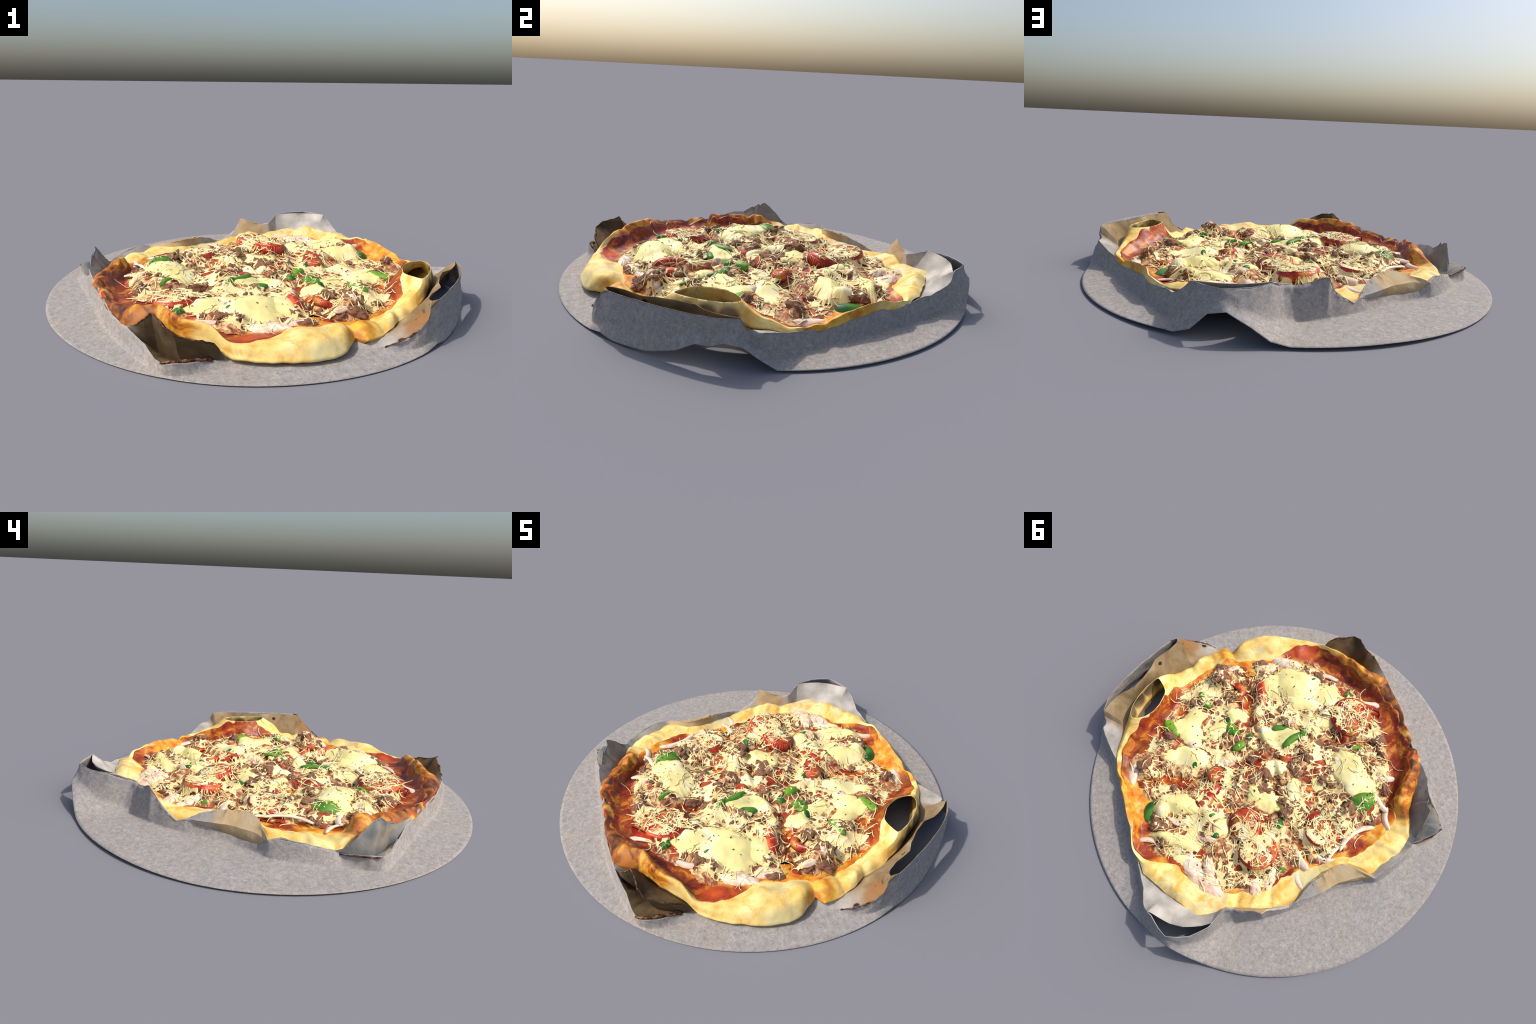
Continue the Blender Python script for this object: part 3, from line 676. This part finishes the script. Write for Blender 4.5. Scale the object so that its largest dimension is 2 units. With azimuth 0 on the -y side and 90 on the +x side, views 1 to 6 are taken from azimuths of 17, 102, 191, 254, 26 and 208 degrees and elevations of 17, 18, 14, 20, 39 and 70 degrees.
# green pepper: curved strips of a hollow pod wall
def strip(name, L, w, bend, curl, thick, mat, seed=0.):
    n, m_ = 18, 8; vs, fs = [], []
    for side in (1, -1):
        for i in range(n + 1):
            t = i / n - .5
            taper = (1 - abs(2 * t) ** 3.5) ** .5 * .95 + .05
            th = t * bend
            R = L / bend if abs(bend) > 1e-3 else 1e6
            for j in range(m_ + 1):
                s = (j / m_ - .5)
                z = -w * curl * s * s * 2 + side * thick / 2 * taper + .002 * noise.noise(Vector((t * 3 + seed, s * 3, seed)))
                rr = R + s * w * taper
                vs.append((math.sin(th) * rr, R - math.cos(th) * rr, z - (abs(2 * t) ** 2) * L * .06))
    K = (n + 1) * (m_ + 1)
    for i in range(n):
        for j in range(m_):
            a, b, c, d = i * (m_ + 1) + j, i * (m_ + 1) + j + 1, (i + 1) * (m_ + 1) + j + 1, (i + 1) * (m_ + 1) + j
            fs.append((a, b, c, d)); fs.append((K + d, K + c, K + b, K + a))
    rim = [i * (m_ + 1) for i in range(n + 1)] + [n * (m_ + 1) + j for j in range(1, m_ + 1)] + [i * (m_ + 1) + m_ for i in range(n - 1, -1, -1)] + list(range(m_ - 1, 0, -1))
    for a, b in zip(rim, rim[1:] + rim[:1]): fs.append((a, b, K + b, K + a))
    m = bpy.data.meshes.new(name); m.from_pydata(vs, [], fs); m.update(); m.materials.append(mat); m.shade_smooth()
    bm = bmesh.new(); bm.from_mesh(m); bmesh.ops.recalc_face_normals(bm, faces=bm.faces); bm.to_mesh(m); bm.free()
    return m
# the large curled pieces: x, y, height over the bed, length, width, direction, bend, tilt
for k, (x, y, z, L, w, d, b, tilt) in enumerate([(.625, .04, .012, .13, .062, 155, .9, .35), (.485, .478, .012, .12, .085, 105, .9, .25),
                                                 (.016, -.241, .016, .16, .045, 62, .7, .35), (.105, -.268, .012, .10, .038, 25, .8, .4), (.55, -.19, .014, .12, .04, 150, .6, .35), (.253, -.06, .014, .075, .06, 70, .9, .5)]):
    place("green_pepper", strip("green_pepper", L, w, b, .5, .009, PEPPER, k * 1.3), x, y, bed_z(x, y, False) + z, (1, 1, 1), Euler((tilt, 0, math.radians(d)), "XYZ"))
tops.append(dome("green_pepper", -.475, -.105, .088, .058, math.radians(66), .020, PEPPER, 151.7, .2, .2))
# smaller, flatter pieces half sunk in the cheese
for k, (x, y, a, b, d, t) in enumerate([(.318, -.115, .045, .028, 20, .022), (.345, -.13, .03, .03, 90, .018), (.408, .125, .045, .022, 100, .012), (.374, -.157, .035, .018, 120, .014), (.223, -.132, .025, .018, 20, .014),
        (-.129, -.619, .028, .022, 90, .018), (-.024, -.30, .045, .020, 70, .018), (-.314, -.354, .035, .014, 60, .013), (.19, .351, .04, .016, 30, .014), (.105, .425, .025, .016, 60, .014),
        (-.159, .222, .045, .022, 115, .014), (.08, -.60, .02, .012, 60, .02), (-.15, .25, .025, .02, 60, .012), (.25, .10, .02, .012, 60, .012), (-.27, .41, .02, .012, 60, .012)]):
    tops.append(dome("green_pepper", x, y, a, b, math.radians(d), t, PEPPER, 60 + k * 1.9, .25, .22))
for k, (x, y, z, L, w, d, b, tilt) in enumerate([(.687, .325, .012, .17, .06, 105, 1.1, .3), (.655, -.16, .010, .15, .026, 60, 2.4, .3), (-.56, -.13, .012, .11, .03, 150, .9, .4), (-.61, -.08, .012, .13, .03, 120, 1.2, .5),
        (-.50, .07, .012, .24, .03, 62, 1.3, .3), (-.45, .20, .010, .13, .03, 75, .8, .4), (-.43, .265, .008, .15, .03, 190, .9, .3), (-.325, .335, .010, .12, .05, 150, 1.3, .6), (-.52, -.27, .014, .11, .035, 205, .5, .2),
        (.52, -.44, .010, .10, .035, 60, .6, .3), (-.27, -.63, .008, .18, .04, 205, .9, .35), (.02, -.68, .012, .11, .03, 10, .9, .3), (-.36, .42, .006, .12, .03, 140, .9, .3), (.40, .60, .008, .12, .03, 20, .8, .4)]):
    place("onion_strip", strip("onion_strip", L, w, b, .4, .006, ONION, 40 + k), x, y, bed_z(x, y, False) + z, (1, 1, 1), Euler((tilt, 0, math.radians(d)), "XYZ"))
for k, (x, y, a, b, d, t) in enumerate([(.26, .036, .055, .035, 60, .016), (.27, -.64, .11, .034, 15, .026), (.36, -.56, .06, .035, 30, .016), (.12, .625, .10, .05, 150, .018), (.0, .655, .09, .045, 165, .016), (.05, .59, .07, .035, 130, .018),
        (-.242, .48, .06, .026, 100, .018), (.145, .464, .055, .022, 20, .014), (.56, -.36, .05, .03, 60, .016), (.60, -.28, .055, .02, 80, .012), (.47, .05, .04, .03, 0, .014), (-.20, .55, .05, .03, 120, .016),
        (.07, -.33, .045, .02, 40, .014), (-.48, -.30, .04, .03, 60, .014), (.31, .45, .06, .02, 20, .012), (.18, -.20, .028, .024, 60, .026)]):
    tops.append(dome("onion_slice", x, y, a, b, math.radians(d), t, ONION, 90 + k * 2.3, .5, .3))

# ------------------------------------------------------------------ melted cheese net and grated strands draped over everything
bpy.context.view_layer.update()
def drape_tree(objs):
    vs, fs = [], []
    for o in objs:
        b = len(vs); M4 = o.matrix_basis
        vs += [M4 @ v.co for v in o.data.vertices]
        fs += [tuple(b + i for i in p.vertices) for p in o.data.polygons]
    return BVHTree.FromPolygons(vs, fs)
tree = drape_tree(tops + [sauce])
def top_z(x, y, fallback=.05):
    hit = tree.ray_cast(Vector((x, y, .5)), Vector((0, 0, -1)))[0]
    return hit.z if hit else fallback
step = .008
xs, ys = np.arange(-.78, .88, step), np.arange(-.82, .80, step)
H = np.array([[top_z(x, y) for y in ys] for x in xs])
def blur(A, n):
    for _ in range(n):
        A = (np.roll(A, 1, 0) + np.roll(A, -1, 0) + A * 2) / 4
        A = (np.roll(A, 1, 1) + np.roll(A, -1, 1) + A * 2) / 4
    return A
Hs = np.maximum(blur(H, 1) + .0006, blur(H, 4) - .001)
def film_z(x, y):
    i, j = (x - xs[0]) / step, (y - ys[0]) / step
    a, b = int(np.clip(i, 0, len(xs) - 2)), int(np.clip(j, 0, len(ys) - 2)); u, v = i - a, j - b
    return (Hs[a, b] * (1 - u) + Hs[a + 1, b] * u) * (1 - v) + (Hs[a, b + 1] * (1 - u) + Hs[a + 1, b + 1] * u) * v
RED_GAPS = [(.32, -.40, .05), (.01, .23, .05), (.29, .14, .04), (-.29, -.53, .045), (-.47, -.11, .08), (.625, .045, .05), (.485, .478, .06), (.03, .06, .06), (.43, -.29, .04), (.56, -.40, .05),
            (.253, -.06, .035), (.333, -.111, .035), (.016, -.24, .04), (.68, .32, .08), (-.02, -.10, .04), (.18, -.20, .03), (.05, -.64, .05)]
def cover(x, y):
    """how much cheese lies here, 0..1"""
    c = .54 + .62 * noise.noise(Vector((x * 6.5, y * 6.5, 11.)))
    for a, b, r in RED_GAPS: c -= .45 * math.exp(-((x - a) ** 2 + (y - b) ** 2) / (r * r))
    c -= .50 * math.exp(-(cut_distance(x, y) / .024) ** 2)
    return c
def net(x, y):
    if not in_pile(x, y, -.03) or in_mozz(x, y, .86): return False
    q = Vector((x * 23, y * 23, 0)) + noise.noise_vector(Vector((x * 17, y * 17, 3.))) * .9
    d = noise.voronoi(q)[0]
    return (d[1] - d[0]) < .09 + .60 * max(0, cover(x, y) - .28)
me = grid_mesh("melted_cheese", lambda x, y: film_z(x, y) + .0015 * noise.noise(Vector((x * 60, y * 60, 0))), net, .0045)
film = new_object("melted_cheese", me, SHRED); film["kind"] = "stuff"
sm = film.modifiers.new("soft_edge", "SMOOTH"); sm.iterations = 3; sm.factor = .5
solidify(film, .002, 1)
tree2 = drape_tree(tops + [sauce])
def strand_pts(x, y, L, a, curve, n=8):
    pts, z0 = [], None
    for k in range(n):
        pts.append([x, y, film_z(x, y)])
        a += curve / n + rng.normal(0, .16)
        x += math.cos(a) * L / n; y += math.sin(a) * L / n
    p = np.array(pts); p[1:-1, 2] = np.maximum(p[1:-1, 2], (p[:-2, 2] + p[2:, 2]) / 2)
    return p
big, small_v, small_f = [], [], []
made = 0
over_tomato = []
for tx, ty, tr, n in [(-.20, -.507, .10, 70), (-.354, .13, .09, 60), (-.12, .39, .10, 60), (0, .33, .06, 26), (.295, -.385, .05, 9), (-.27, -.545, .04, 8), (.27, .17, .07, 18)]:
    for k in range(n):
        a, q = rng.uniform(0, 6.28), tr * math.sqrt(rng.uniform(0, 1)); over_tomato.append((tx + q * math.cos(a), ty + q * math.sin(a)))
for k, (x, y) in enumerate(over_tomato + area_points(2000, 21, -.025)):
    c = 9 if k < len(over_tomato) else cover(x, y) + (.10 if not in_mozz(x, y, .95) else -.52)
    if rng.uniform() > .12 + c: continue
    L = rng.gamma(5, .013); L = min(max(L, .03), .13)
    a0 = rng.uniform(0, 6.28)
    p = strand_pts(x - .5 * L * math.cos(a0), y - .5 * L * math.sin(a0), L, a0, rng.normal(0, 1.1))
    r = rng.uniform(.0016, .0026) if rng.uniform() < .75 else rng.uniform(.0026, .0038)
    p[:, 2] += r * .5 + rng.uniform(0, .0015)
    prof_r = r * np.array([.35, .8, 1, 1, 1, 1, .8, .35])
    vs, fs = tube(p, prof_r, 5)
    if L > .075 and len(big) < 200: big.append((vs, fs))
    else:
        b = len(small_v); small_v += vs; small_f += [tuple(b + i for i in f) for f in fs]
    made += 1
m = bpy.data.meshes.new("grated_cheese"); m.from_pydata(small_v, [], small_f)
g = new_object("grated_cheese", m, SHRED); g["kind"] = "stuff"
for vs, fs in big:
    m = bpy.data.meshes.new("cheese_strand"); m.from_pydata(vs, [], fs); new_object("cheese_strand", m, SHRED)
# dried herbs and tiny dark flecks
hv, hf = [], []
for x, y in area_points(330, 33, -.02):
    z = film_z(x, y) + .004; a = rng.uniform(0, 6.28); s = rng.uniform(.0025, .006)
    pts = [(x - s * math.cos(a), y - s * math.sin(a), z), (x, y, z + .0015), (x + s * math.cos(a), y + s * math.sin(a), z)]
    vs, fs = tube(pts, [s * .3, s * .55, s * .3], 6); b = len(hv); hv += vs; hf += [tuple(b + i for i in f) for f in fs]
m = bpy.data.meshes.new("herb_flecks"); m.from_pydata(hv, [], hf); o = new_object("herb_flecks", m, HERB); o["kind"] = "stuff"
